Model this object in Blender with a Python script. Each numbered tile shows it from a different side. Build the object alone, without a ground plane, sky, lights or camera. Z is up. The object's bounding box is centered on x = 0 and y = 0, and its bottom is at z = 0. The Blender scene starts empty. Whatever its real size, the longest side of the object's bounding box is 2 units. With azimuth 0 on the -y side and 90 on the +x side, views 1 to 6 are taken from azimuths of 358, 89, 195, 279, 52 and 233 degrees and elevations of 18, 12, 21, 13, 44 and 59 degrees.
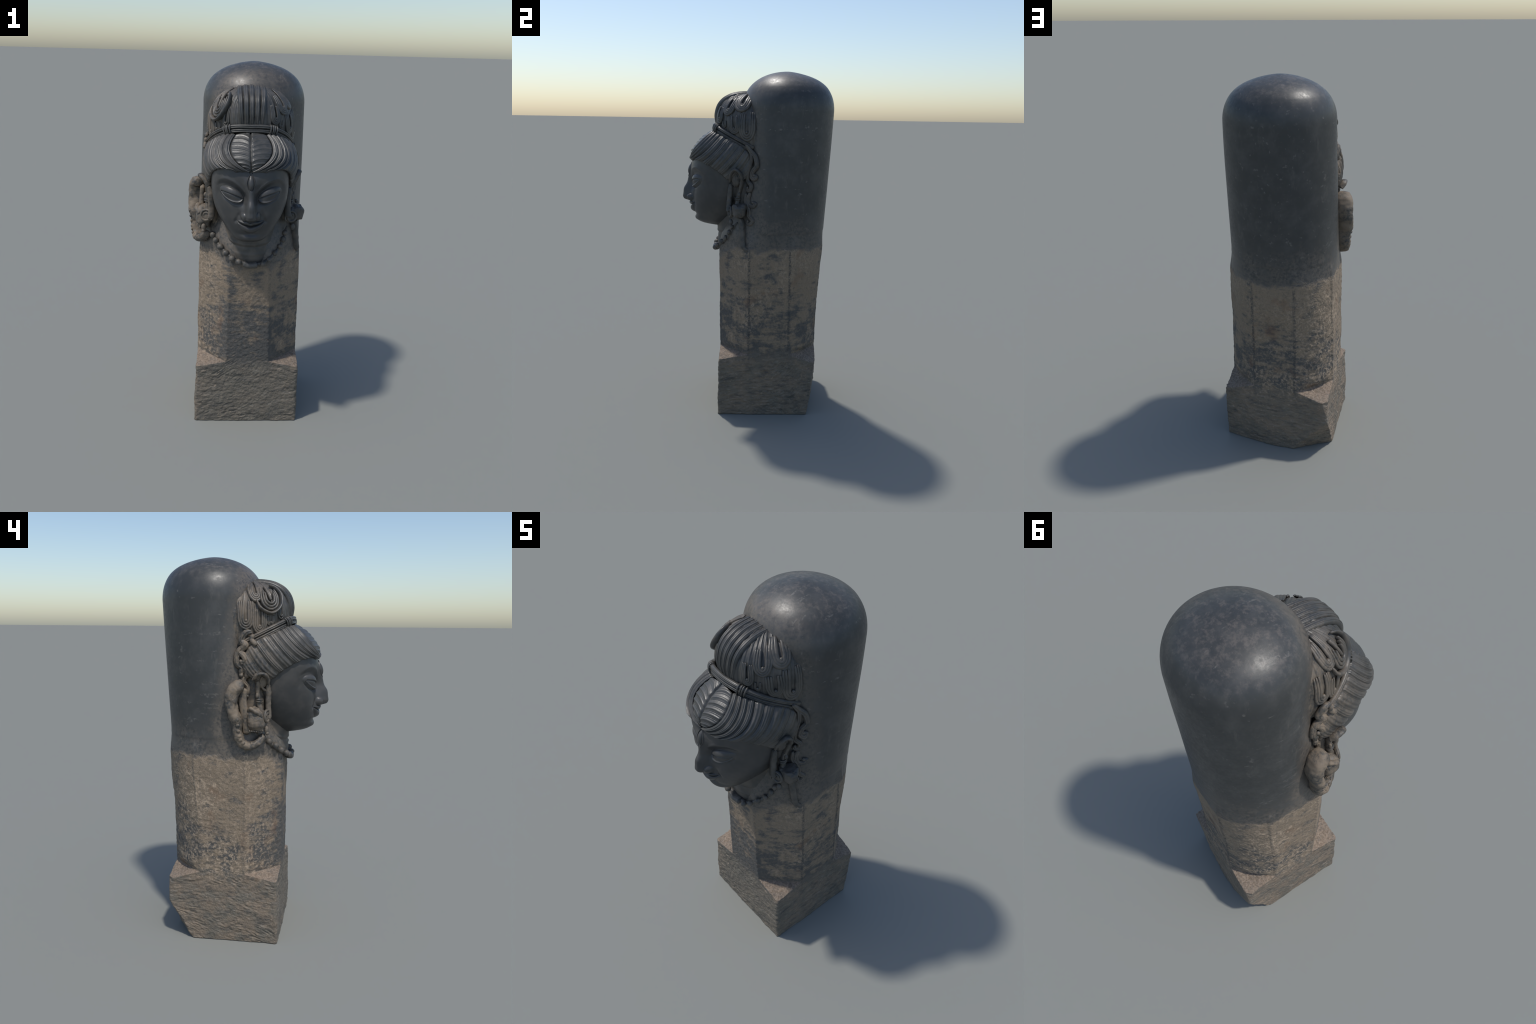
import bpy, math, random
import numpy as np

RNG = np.random.default_rng(11)
random.seed(11)

# ------------------------------------------------------------------ helpers
def pchip(xs, ys, x):
    """monotone cubic interpolation through hand-placed profile points"""
    xs = np.asarray(xs, float); ys = np.asarray(ys, float)
    o = np.argsort(xs); xs = xs[o]; ys = ys[o]
    h = np.diff(xs); d = np.diff(ys) / h
    m = np.zeros_like(ys)
    m[0], m[-1] = d[0], d[-1]
    for i in range(1, len(xs) - 1):
        if d[i - 1] * d[i] > 0:
            w1 = 2 * h[i] + h[i - 1]; w2 = h[i] + 2 * h[i - 1]
            m[i] = (w1 + w2) / (w1 / d[i - 1] + w2 / d[i])
    x = np.clip(np.asarray(x, float), xs[0], xs[-1])
    k = np.clip(np.searchsorted(xs, x) - 1, 0, len(h) - 1)
    t = (x - xs[k]) / h[k]
    return ((2*t**3 - 3*t**2 + 1) * ys[k] + (t**3 - 2*t**2 + t) * h[k] * m[k]
            + (-2*t**3 + 3*t**2) * ys[k + 1] + (t**3 - t**2) * h[k] * m[k + 1])

def curve(pts, n, closed=False):
    """Catmull-Rom curve through control points, n samples"""
    p = np.asarray(pts, float)
    if closed:
        q = np.vstack([p[-1:], p, p[:2]])
        segs = len(p)
    else:
        q = np.vstack([2*p[:1] - p[1:2], p, 2*p[-1:] - p[-2:-1]])
        segs = len(p) - 1
    t = np.linspace(0, segs, n, endpoint=not closed)
    k = np.minimum(t.astype(int), segs - 1); f = (t - k)[:, None]
    a, b, c, d = q[k], q[k + 1], q[k + 2], q[k + 3]
    return 0.5 * (2*b + (c - a)*f + (2*a - 5*b + 4*c - d)*f**2 + (3*b - a - 3*c + d)*f**3)

def sstep(a, b, x):
    t = np.clip((np.asarray(x, float) - a) / (b - a), 0, 1)
    return t * t * (3 - 2 * t)

def gauss(x, s):
    return np.exp(-0.5 * (x / s) ** 2)

def _hash(ix, iy, iz, seed):
    with np.errstate(over='ignore'):
        h = (ix.astype(np.int64) * 374761393 + iy.astype(np.int64) * 668265263
             + iz.astype(np.int64) * 2147483647 + seed * 1274126177) & 0x7fffffff
        h = ((h ^ (h >> 13)) * 1274126177) & 0x7fffffff
        h = h ^ (h >> 16)
    return (h & 0xffff) / 65535.0

def vnoise(x, y, z, seed=0):
    """value noise in -1..1"""
    x, y, z = np.broadcast_arrays(*[np.asarray(v, float) for v in (x, y, z)])
    fx, fy, fz = np.floor(x), np.floor(y), np.floor(z)
    ux, uy, uz = x - fx, y - fy, z - fz
    ux, uy, uz = [u*u*u*(u*(u*6 - 15) + 10) for u in (ux, uy, uz)]
    r = 0
    for a in (0, 1):
        for b in (0, 1):
            for c in (0, 1):
                w = (ux if a else 1-ux) * (uy if b else 1-uy) * (uz if c else 1-uz)
                r = r + w * _hash(fx + a, fy + b, fz + c, seed)
    return 2 * r - 1

def fbm(x, y, z, seed=0, octaves=4):
    r = 0; a = 1.0; tot = 0
    for i in range(octaves):
        r = r + a * vnoise(x * 2**i, y * 2**i, z * 2**i, seed + i); tot += a; a *= 0.5
    return r / tot

COL = bpy.context.scene.collection

def mesh_object(name, verts, faces, mat, parent=None, kind=None, smooth=True):
    me = bpy.data.meshes.new(name)
    me.from_pydata([tuple(v) for v in np.asarray(verts, float)], [], faces)
    me.update()
    if smooth:
        me.polygons.foreach_set('use_smooth', [True] * len(me.polygons))
    if mat: me.materials.append(mat)
    ob = bpy.data.objects.new(name, me); COL.objects.link(ob)
    if parent is not None: ob.parent = parent
    if kind: ob["kind"] = kind
    return ob

def grid_faces(r, c, closed=False, flip=False, off=0):
    i, j = np.meshgrid(np.arange(r - 1), np.arange(c if closed else c - 1), indexing='ij')
    i = i.ravel(); j = j.ravel(); j2 = (j + 1) % c
    f = np.stack([i*c + j, i*c + j2, (i+1)*c + j2, (i+1)*c + j], 1) + off
    if flip: f = f[:, ::-1]
    return f.tolist()

def grid_normals(P, closed=False):
    du = np.gradient(P, axis=0)
    dv = (np.roll(P, -1, 1) - np.roll(P, 1, 1)) if closed else np.gradient(P, axis=1)
    n = np.cross(du, dv)
    return n / np.maximum(np.linalg.norm(n, axis=2, keepdims=True), 1e-12)

def tube_geom(pts, rw, rh, up, k=14, off=0, power=2.0):
    """sweep an oval (half-width rw across, half-height rh along 'up') along pts"""
    p = np.asarray(pts, float); n = len(p)
    t = np.gradient(p, axis=0); t /= np.maximum(np.linalg.norm(t, axis=1, keepdims=True), 1e-9)
    up = np.broadcast_to(np.asarray(up, float), p.shape)
    u = up - (up * t).sum(1, keepdims=True) * t
    u /= np.maximum(np.linalg.norm(u, axis=1, keepdims=True), 1e-9)
    s = np.cross(t, u)
    rw = np.broadcast_to(np.asarray(rw, float), (n,)); rh = np.broadcast_to(np.asarray(rh, float), (n,))
    a = np.linspace(0, 2*math.pi, k, endpoint=False)
    ca = np.sign(np.cos(a)) * np.abs(np.cos(a)) ** (2/power); sa = np.sign(np.sin(a)) * np.abs(np.sin(a)) ** (2/power)
    V = p[:, None] + s[:, None] * (rw[:, None] * ca)[..., None] + u[:, None] * (rh[:, None] * sa)[..., None]
    # rounded ends
    e0 = p[0] - t[0] * rw[0] * 0.6; e1 = p[-1] + t[-1] * rw[-1] * 0.6
    V = np.vstack([V.reshape(-1, 3), e0[None], e1[None]])
    F = grid_faces(n, k, closed=True, off=off)
    b = off + n * k
    for j in range(k):
        F.append([off + (j + 1) % k, off + j, b])
        F.append([off + (n-1)*k + j, off + (n-1)*k + (j+1) % k, b + 1])
    return V, F

def ellipsoid_geom(c, r, axes=None, nu=20, nv=12, off=0):
    th = np.linspace(0, math.pi, nv + 1)[1:-1]; ph = np.linspace(0, 2*math.pi, nu, endpoint=False)
    T, PH = np.meshgrid(th, ph, indexing='ij')
    L = np.stack([np.sin(T)*np.cos(PH)*r[0], np.sin(T)*np.sin(PH)*r[1], np.cos(T)*r[2]], -1).reshape(-1, 3)
    L = np.vstack([L, [[0, 0, r[2]], [0, 0, -r[2]]]])
    if axes is not None: L = L @ np.asarray(axes, float)
    V = L + np.asarray(c, float)
    n = nv - 1
    F = grid_faces(n, nu, closed=True, off=off)
    b = off + n * nu
    for j in range(nu):
        F.append([off + (j+1) % nu, off + j, b]); F.append([off + (n-1)*nu + j, off + (n-1)*nu + (j+1) % nu, b+1])
    return V, F

class Builder:
    def __init__(self): self.V = []; self.F = []; self.n = 0
    def add(self, V, F):            # F already 0-based for V
        self.V.append(np.asarray(V)); self.F += [[i + self.n for i in f] for f in F]; self.n += len(V)
    def tube(self, *a, **k): self.add(*tube_geom(*a, **k))
    def ball(self, *a, **k): self.add(*ellipsoid_geom(*a, **k))
    def make(self, name, mat, parent=None, kind=None):
        return mesh_object(name, np.vstack(self.V), self.F, mat, parent, kind)

def swell(n, a=0.35, b=0.35, lo=0.25):
    """radius factor tapering at both ends"""
    t = np.linspace(0, 1, n)
    f = np.ones(n)
    if a > 0: f = np.minimum(f, lo + (1-lo) * np.sqrt(np.clip(t / a, 0, 1)))
    if b > 0: f = np.minimum(f, lo + (1-lo) * np.sqrt(np.clip((1-t) / b, 0, 1)))
    return f

# ---------------------------------------------------------------- materials
class Nodes:
    def __init__(self, mat):
        mat.use_nodes = True
        self.t = mat.node_tree; self.t.nodes.clear()
        self.out = self.t.nodes.new('ShaderNodeOutputMaterial')
        self.bsdf = self.t.nodes.new('ShaderNodeBsdfPrincipled')
        self.t.links.new(self.bsdf.outputs[0], self.out.inputs[0])
        self.co = self.t.nodes.new('ShaderNodeTexCoord').outputs['Object']
    def link(self, a, b): self.t.links.new(a, b)
    def _set(self, sock, v):
        if hasattr(v, 'is_output'): self.link(v, sock)
        else: sock.default_value = v
    def noise(self, scale, detail=5, rough=0.6, stretch=(1, 1, 1), off=(0, 0, 0), distort=0.0, rot=(0, 0, 0)):
        m = self.t.nodes.new('ShaderNodeMapping'); self.link(self.co, m.inputs[0])
        m.inputs['Scale'].default_value = stretch; m.inputs['Location'].default_value = off
        m.inputs['Rotation'].default_value = rot
        n = self.t.nodes.new('ShaderNodeTexNoise'); self.link(m.outputs[0], n.inputs['Vector'])
        n.inputs['Scale'].default_value = scale; n.inputs['Detail'].default_value = detail
        n.inputs['Roughness'].default_value = rough; n.inputs['Distortion'].default_value = distort
        return n.outputs[0]
    def math(self, op, a, b=0.0, clamp=False):
        n = self.t.nodes.new('ShaderNodeMath'); n.operation = op; n.use_clamp = clamp
        self._set(n.inputs[0], a); self._set(n.inputs[1], b); return n.outputs[0]
    def ramp(self, v, lo, hi, a=0.0, b=1.0):
        n = self.t.nodes.new('ShaderNodeMapRange'); n.clamp = True; n.interpolation_type = 'SMOOTHSTEP'
        self._set(n.inputs[0], v)
        for i, q in zip((1, 2, 3, 4), (lo, hi, a, b)): n.inputs[i].default_value = q
        return n.outputs[0]
    def mix(self, f, a, b):
        n = self.t.nodes.new('ShaderNodeMix'); n.data_type = 'RGBA'
        self._set(n.inputs[0], f)
        for s, v in ((n.inputs[6], a), (n.inputs[7], b)):
            if isinstance(v, tuple): v = (*v, 1.0)
            self._set(s, v)
        return n.outputs[2]
    def xyz(self):
        n = self.t.nodes.new('ShaderNodeSeparateXYZ'); self.link(self.co, n.inputs[0]); return n.outputs
    def bump(self, h, strength, dist, prev=None):
        n = self.t.nodes.new('ShaderNodeBump'); self.link(h, n.inputs['Height'])
        n.inputs['Strength'].default_value = strength; n.inputs['Distance'].default_value = dist
        if prev: self.link(prev, n.inputs['Normal'])
        return n.outputs[0]
    def finish(self, colour, rough, normal=None, spec=0.5):
        self._set(self.bsdf.inputs['Base Color'], colour if not isinstance(colour, tuple) else (*colour, 1))
        self._set(self.bsdf.inputs['Roughness'], rough)
        self.bsdf.inputs['Specular IOR Level'].default_value = spec
        if normal: self.link(normal, self.bsdf.inputs['Normal'])

DARK = (0.041, 0.043, 0.042)
DARK2 = (0.066, 0.066, 0.063)
TAN = (0.395, 0.308, 0.222)
TAN2 = (0.232, 0.180, 0.126)
PALE = (0.30, 0.27, 0.235)
GREY = (0.152, 0.135, 0.107)

def stone_pillar_material():
    m = bpy.data.materials.new('weathered_schist')
    N = Nodes(m); X, Y, Z = N.xyz()
    big = N.noise(2.6, 4, 0.6, off=(3, 1, 7)); mid = N.noise(11, 6, 0.65, off=(1, 5, 2))
    fine = N.noise(60, 5, 0.7); grain = N.noise(170, 3, 0.7)
    fine2 = N.noise(95, 4, 0.75, off=(5, 8, 3)); stroke = N.noise(62, 4, 0.7, stretch=(0.30, 0.30, 1.0), rot=(0.35, 0.35, 0.0), off=(2, 6, 1))
    streak = N.noise(26, 5, 0.7, stretch=(1, 1, 0.35), off=(4, 4, 4))
    lay = N.noise(30, 5, 0.7, stretch=(0.35, 0.35, 1.3), off=(9, 2, 1))
    # polished dark stone with cloudy wear
    pol = N.mix(N.ramp(mid, 0.40, 0.75), DARK, DARK2)
    pol = N.mix(N.math('MULTIPLY', N.ramp(streak, 0.56, 0.72), 0.45), pol, (0.105, 0.10, 0.09))
    pol = N.mix(N.math('MULTIPLY', N.ramp(fine, 0.60, 0.78), 0.5), pol, (0.13, 0.115, 0.10))
    for rt, of in (((0.3, 0.2, 0.9), 1.0), ((-0.5, 0.7, 0.1), 4.0)):
        sc = N.noise(16, 2, 0.5, stretch=(2.4, 0.16, 2.0), rot=rt, off=(of, of, of), distort=0.4)
        pol = N.mix(N.math('MULTIPLY', N.math('MULTIPLY', N.ramp(sc, 0.66, 0.70), N.ramp(fine, 0.45, 0.6)), 0.5), pol, (0.17, 0.16, 0.145))
    pol = N.mix(N.math('MULTIPLY', N.ramp(fine2, 0.66, 0.72), 0.45), pol, (0.16, 0.148, 0.132))
    # film of dust creeping up from the crust
    film = N.ramp(N.math('ADD', Z, N.math('MULTIPLY', N.math('SUBTRACT', mid, 0.5), 0.5)), 1.02, 1.24, 0.6, 0.0)
    pol = N.mix(N.math('MULTIPLY', film, N.ramp(fine, 0.36, 0.6)), pol, (0.135, 0.115, 0.095))
    # crown: dusty mottling on top
    top = N.ramp(N.math('ADD', Z, N.math('MULTIPLY', N.math('SUBTRACT', mid, 0.5), 0.25)), 1.84, 1.98)
    pol = N.mix(N.math('MULTIPLY', top, N.ramp(N.noise(34, 6, 0.75), 0.46, 0.66, 0.0, 0.85)), pol, (0.108, 0.096, 0.085))
    # dusty halo on the shaft around the carved head
    lim = N.math('ADD', N.math('MULTIPLY', N.math('SUBTRACT', 1.8, Z), N.ramp(X, -0.1, 0.1, 0.13, 0.03)), 0.0)
    hx = N.math('SUBTRACT', Y, lim)
    wob = N.math('ADD', N.math('MULTIPLY', N.math('SUBTRACT', mid, 0.5), 0.16), N.math('MULTIPLY', N.math('SUBTRACT', fine, 0.5), 0.10))
    halo = N.ramp(N.math('ADD', hx, wob), 0.0, 0.07, 1.0, 0.0)
    halo = N.math('MULTIPLY', halo, N.ramp(X, -0.05, 0.1, 0.75, 0.4))
    pol = N.mix(N.math('MULTIPLY', halo, N.ramp(fine, 0.33, 0.6, 0.15, 0.75)), pol, (0.180, 0.148, 0.116))
    # lower shaft: sandy crust over dark stone
    weather = N.math('ADD', N.ramp(Y, -0.24, -0.12, -0.05, 0.0), N.ramp(X, -0.26, -0.18, 0.035, 0.0))
    crustf = N.ramp(N.math('ADD', N.math('ADD', weather, N.ramp(Z, 0.5, 0.85, -0.03, 0.07)), N.math('ADD', N.math('MULTIPLY', mid, 0.55), N.math('MULTIPLY', lay, 0.45))), 0.43, 0.56)
    crust = N.mix(crustf, (0.082, 0.080, 0.075), TAN2)
    crust = N.mix(N.math('MULTIPLY', N.math('MULTIPLY', N.ramp(fine, 0.46, 0.62), N.ramp(big, 0.38, 0.6, 0.2, 1.0)), N.ramp(weather, -0.05, 0.03, 0.15, 1.0)), crust, TAN)
    crust = N.mix(N.math('MULTIPLY', N.ramp(fine2, 0.52, 0.66), 0.40), crust, (0.060, 0.060, 0.058))
    crust = N.mix(N.math('MULTIPLY', N.ramp(grain, 0.62, 0.75), 0.35), crust, PALE)
    crust = N.mix(N.math('MULTIPLY', N.ramp(N.noise(9, 3, 0.5, off=(7, 7, 7)), 0.58, 0.72), 0.4), crust, (0.17, 0.095, 0.055))
    edge = N.math('ADD', N.math('ADD', Z, N.ramp(Y, -0.22, -0.10, 0.05, 0.0)), N.math('MULTIPLY', N.math('SUBTRACT', mid, 0.5), 0.14))
    edge = N.math('ADD', edge, N.math('MULTIPLY', N.math('SUBTRACT', fine, 0.5), 0.05))
    low = N.ramp(edge, 0.985, 1.02, 1.0, 0.0)
    col = N.mix(low, pol, crust)
    # dark lines where the crust has worn off along the arrises
    ax = N.math('ABSOLUTE', N.math('SUBTRACT', X, 0.022)); ay = N.math('ABSOLUTE', N.math('SUBTRACT', Y, 0.078))
    wv = N.math('MULTIPLY', N.math('SUBTRACT', fine, 0.5), 0.022)
    def line(p, at, q, out):
        d = N.math('ABSOLUTE', N.math('ADD', N.math('SUBTRACT', p, at), wv))
        return N.math('MULTIPLY', N.ramp(d, 0.003, 0.010, 1.0, 0.0), N.ramp(q, out - 0.03, out))
    seam = N.math('MAXIMUM', line(ax, 0.112, ay, 0.26), line(ay, 0.116, ax, 0.25))
    seam = N.math('MULTIPLY', N.math('MULTIPLY', seam, N.ramp(fine2, 0.36, 0.56)), N.math('MULTIPLY', low, N.math('MULTIPLY', N.ramp(mid, 0.35, 0.5, 0.15, 0.75), N.ramp(N.math('ADD', X, Y), -0.05, 0.15, 0.35, 1.0))))
    col = N.mix(seam, col, (0.045, 0.046, 0.047))
    # foot block: grey, tooled
    g = N.mix(N.math('MULTIPLY', N.ramp(mid, 0.36, 0.60), N.ramp(weather, -0.05, 0.03, 0.25, 1.0)), GREY, (0.215, 0.168, 0.122))
    g = N.mix(N.math('MULTIPLY', N.ramp(stroke, 0.50, 0.66), 0.5), g, (0.066, 0.064, 0.060))
    g = N.mix(N.math('MULTIPLY', N.ramp(stroke, 0.46, 0.34), 0.30), g, PALE)
    g = N.mix(N.math('MULTIPLY', N.ramp(lay, 0.5, 0.7), 0.7), g, (0.055, 0.055, 0.053))
    g = N.mix(N.math('MULTIPLY', N.ramp(fine, 0.56, 0.72), 0.5), g, TAN)
    foot = N.ramp(N.math('ADD', Z, N.math('MULTIPLY', N.math('SUBTRACT', mid, 0.5), 0.2)), 0.30, 0.42, 1.0, 0.0)
    col = N.mix(foot, col, g)
    # sun-bleached earthy ledges where the corners are cut back
    ledge = N.math('MULTIPLY', N.ramp(Z, 0.305, 0.325), N.ramp(Z, 0.385, 0.41, 1.0, 0.0))
    gn = N.t.nodes.new('ShaderNodeNewGeometry'); sp = N.t.nodes.new('ShaderNodeSeparateXYZ'); N.link(gn.outputs['True Normal'], sp.inputs[0])
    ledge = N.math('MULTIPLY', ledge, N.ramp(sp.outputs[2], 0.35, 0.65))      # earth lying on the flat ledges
    col = N.mix(N.math('MULTIPLY', ledge, N.ramp(fine, 0.3, 0.55, 0.2, 0.75)), col, N.mix(N.ramp(fine2, 0.42, 0.62), (0.30, 0.23, 0.172), (0.15, 0.108, 0.076)))
    rough = N.math('ADD', N.math('MULTIPLY', N.math('MAXIMUM', low, foot), 0.42), N.ramp(fine, 0.3, 0.7, 0.36, 0.50))
    hgt = N.math('MULTIPLY', N.math('ADD', N.math('MULTIPLY', fine, 1.0), N.math('MULTIPLY', grain, 0.5)), N.math('ADD', N.math('MULTIPLY', N.math('MAXIMUM', low, foot), 0.95), 0.05))
    N.finish(col, rough, N.bump(N.math('ADD', hgt, N.math('MULTIPLY', N.math('MULTIPLY', stroke, 1.2), N.math('MAXIMUM', N.math('MULTIPLY', low, 0.4), foot))), 0.7, 0.007), 0.5)
    return m

def carved_material(name, dust=0.5, rough=0.42, base=DARK, base2=DARK2):
    m = bpy.data.materials.new(name)
    N = Nodes(m); X, Y, Z = N.xyz()
    mid = N.noise(14, 5, 0.6); fine = N.noise(70, 5, 0.7); big = N.noise(5, 3, 0.5, off=(2, 3, 1))
    col = N.mix(N.ramp(mid, 0.38, 0.70), base, base2)
    # dust sits more on the weathered (-x) side and towards the pillar
    side = N.ramp(X, -0.20, -0.02, 1.0, 0.35)
    back = N.ramp(Y, -0.26, -0.06, 0.25, 1.0)
    d = N.math('MULTIPLY', N.math('MULTIPLY', side, back), dust)
    d = N.math('MULTIPLY', d, N.ramp(N.math('ADD', N.math('MULTIPLY', mid, 0.5), N.math('MULTIPLY', fine, 0.5)), 0.36, 0.58))
    col = N.mix(d, col, TAN2)
    col = N.mix(N.math('MULTIPLY', N.ramp(fine, 0.64, 0.78), 0.35), col, (0.14, 0.125, 0.11))
    r = N.ramp(fine, 0.3, 0.7, rough - 0.05, rough + 0.08)
    r = N.math('ADD', r, N.math('MULTIPLY', d, 0.3))
    N.finish(col, r, N.bump(fine, 0.25, 0.002), 0.5)
    return m

MAT_PILLAR = stone_pillar_material()
MAT_FACE = carved_material('polished_face_stone', 0.15, 0.40, (0.041, 0.042, 0.042), (0.058, 0.057, 0.055))
MAT_HAIR = carved_material('carved_hair_stone', 0.55, 0.37)
MAT_RELIEF = carved_material('dusty_relief_stone', 0.8, 0.48)
MAT_NECK = carved_material('neck_stone', 1.0, 0.52, (0.056, 0.055, 0.051), (0.098, 0.088, 0.076))

# ------------------------------------------------------------------- thing
root = bpy.data.objects.new('carved_stone_pillar', None); COL.objects.link(root)
root["label"] = "dark round-topped stone pillar with carved head, octagonal shaft and square base"
root["category"] = "stone sculpture"

# ------------------------------------------------------------------- shaft
def shaft_dims(z):
    """centre and half-extents (left, right, front, back) of the shaft at height z"""
    xl = pchip([0, .10, .34, .60, .93, 1.20, 1.40, 1.70, 1.80, 2.0], [-.276, -.277, -.268, -.264, -.256, -.252, -.249, -.240, -.238, -.238], z)
    xr = pchip([0, .34, .60, .93, 1.20, 1.40, 1.70, 1.80, 2.0], [.314, .310, .308, .308, .310, .314, .317, .317, .317], z)
    yf = pchip([0, .34, .60, .90, 1.05, 1.20, 1.40, 1.80, 2.0], [-.221, -.213, -.216, -.218, -.212, -.170, -.128, -.088, -.082], z)
    yb = pchip([0, .15, .34, .60, .90, 1.05, 1.20, 1.40, 1.70, 1.80, 2.0], [.356, .362, .365, .370, .390, .400, .410, .422, .439, .443, .446], z)
    return xl, xr, yf, yb

def dome_profile(f):
    """height of the crown at radius fraction f: flattened superellipse with a faint peak"""
    z = 1.78 + .22 * np.clip(1 - f ** 2.2, 0, 1) ** (1 / 2.2)
    return z

def smin(a, b, k):
    h = np.clip(0.5 + 0.5 * (b - a) / k, 0, 1)
    return b + (a - b) * h - k * h * (1 - h)

NTH = 960
def shaft_rings():
    th = np.linspace(0, 2*math.pi, NTH, endpoint=False)
    z1 = np.concatenate([np.linspace(0, .312, 140, endpoint=False), np.linspace(.312, .392, 56, endpoint=False),
                         np.linspace(.392, 1.06, 230, endpoint=False), np.linspace(1.06, 1.78, 120)])
    rings = []
    for z in z1: rings.append(('side', z, 1.0))
    # dome: walk inward over the crown
    rr = np.sin(np.linspace(math.pi/2, .004, 110))
    zz = dome_profile(rr)
    for r, z in zip(rr[1:], zz[1:]): rings.append(('dome', z, r))
    zs = np.array([r[1] for r in rings]); fac = np.array([r[2] for r in rings])
    isd = np.array([r[0] == 'dome' for r in rings])
    zdim = np.where(isd, 1.78, zs)
    xl, xr, yf, yb = shaft_dims(zdim)
    cx = (xl + xr) / 2; cy = (yf + yb) / 2
    # crown axis drifts slightly to its apex
    k = np.where(isd, 1 - fac, 0) ** 2
    cx = cx + (0.038 - cx) * k; cy = cy + (0.178 - cy) * k
    hx = (xr - xl) / 2; hy = (yb - yf) / 2
    TH, ZZ = np.meshgrid(th, zs)
    c, s = np.cos(TH), np.sin(TH)
    HX, HY = hx[:, None], hy[:, None]
    # square / octagon as the minimum over face distances
    def fd(nx, ny, d):
        q = c * nx + s * ny
        return np.where(q > 1e-3, d / np.maximum(q, 1e-3), 9.0)
    sq = np.minimum(np.minimum(fd(1, 0, HX), fd(-1, 0, HX)), np.minimum(fd(0, 1, HY), fd(0, -1, HY)))
    q2 = math.sqrt(.5)
    full = (HX + HY) * q2
    octd = (HX + HY) * .5 * 1.0
    # ledge: corners slope from the block's rim up to the diagonal faces
    rim = .342 - .022 * sstep(0, .6, s)
    led = np.clip((ZZ - rim) / (.377 - rim), 0, 1)
    dd = full * 1.02 + (octd - full * 1.02) * led
    dd = np.where(ZZ < rim, full * 0.985, np.minimum(dd, full * .985))
    dg = np.minimum.reduce([fd(q2, q2, dd), fd(-q2, q2, dd), fd(q2, -q2, dd), fd(-q2, -q2, dd)])
    arc = 1.070 / np.sqrt((c / HX) ** 2 + (s / HY) ** 2)      # corner faces are gently convex
    kk = sstep(.36, .42, ZZ) * (.22 + .73 * sstep(-.6, .5, s))
    dg = np.where(dg < 8, dg * (1 - kk) + np.maximum(arc, dg) * kk, dg)
    poly = smin(sq, dg, 0.005)
    en = pchip([1.0, 1.2, 1.5, 2.0], [2.28, 2.10, 2.0, 2.0], ZZ)
    ell = (np.abs(c / HX) ** en + np.abs(s / HY) ** en) ** (-1 / en)
    rnd = sstep(.97, 1.13, ZZ)
    R = poly * (1 - rnd) + ell * rnd
    R = R * fac[:, None]
    FF = np.where(isd, fac, 1)[:, None]
    ZZ = ZZ - .0025 * (FF < .85) * (1 - FF / .85) - (.0055 + .0035 * s) * np.sin(math.pi * np.clip(FF / .85, 0, 1)) * (FF < .85)
    P = np.stack([cx[:, None] + R * c, cy[:, None] + R * s, ZZ], -1)
    P[..., 1] += -.030 * (P[..., 0] - .02) * sstep(.1, .8, s) * (1 - rnd)     # back face is cut slightly askew
    # broken lower edges of the foot block (oblique fracture planes)
    def cut(P, a, b, d, soft=.010):
        a, b, d = map(np.array, (a, b, d))
        n = np.cross(b - a, d - a); n = n / np.linalg.norm(n)
        if n[1] < 0: n = -n
        dist = (P - a) @ n
        wob = .006 * fbm(P[..., 0]*18, P[..., 1]*18, P[..., 2]*18, 5)
        over = np.maximum(dist + wob, 0) * (P[..., 2] < .34)
        dirr = np.stack([c, s, np.zeros_like(c)], -1)
        q = np.maximum((dirr * n).sum(-1), .25)
        return P - dirr * (over / q)[..., None]
    P = cut(P, (-.280, .236, 0), (-.08, .358, 0), (-.280, .358, .20))
    P = cut(P, (.318, .308, 0), (.06, .355, 0), (.312, .344, .30))
    # chipped back-left top corner
    P = cut(P, (-.275, .335, .335), (-.245, .365, .335), (-.275, .36, .26))
    return P, TH

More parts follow.
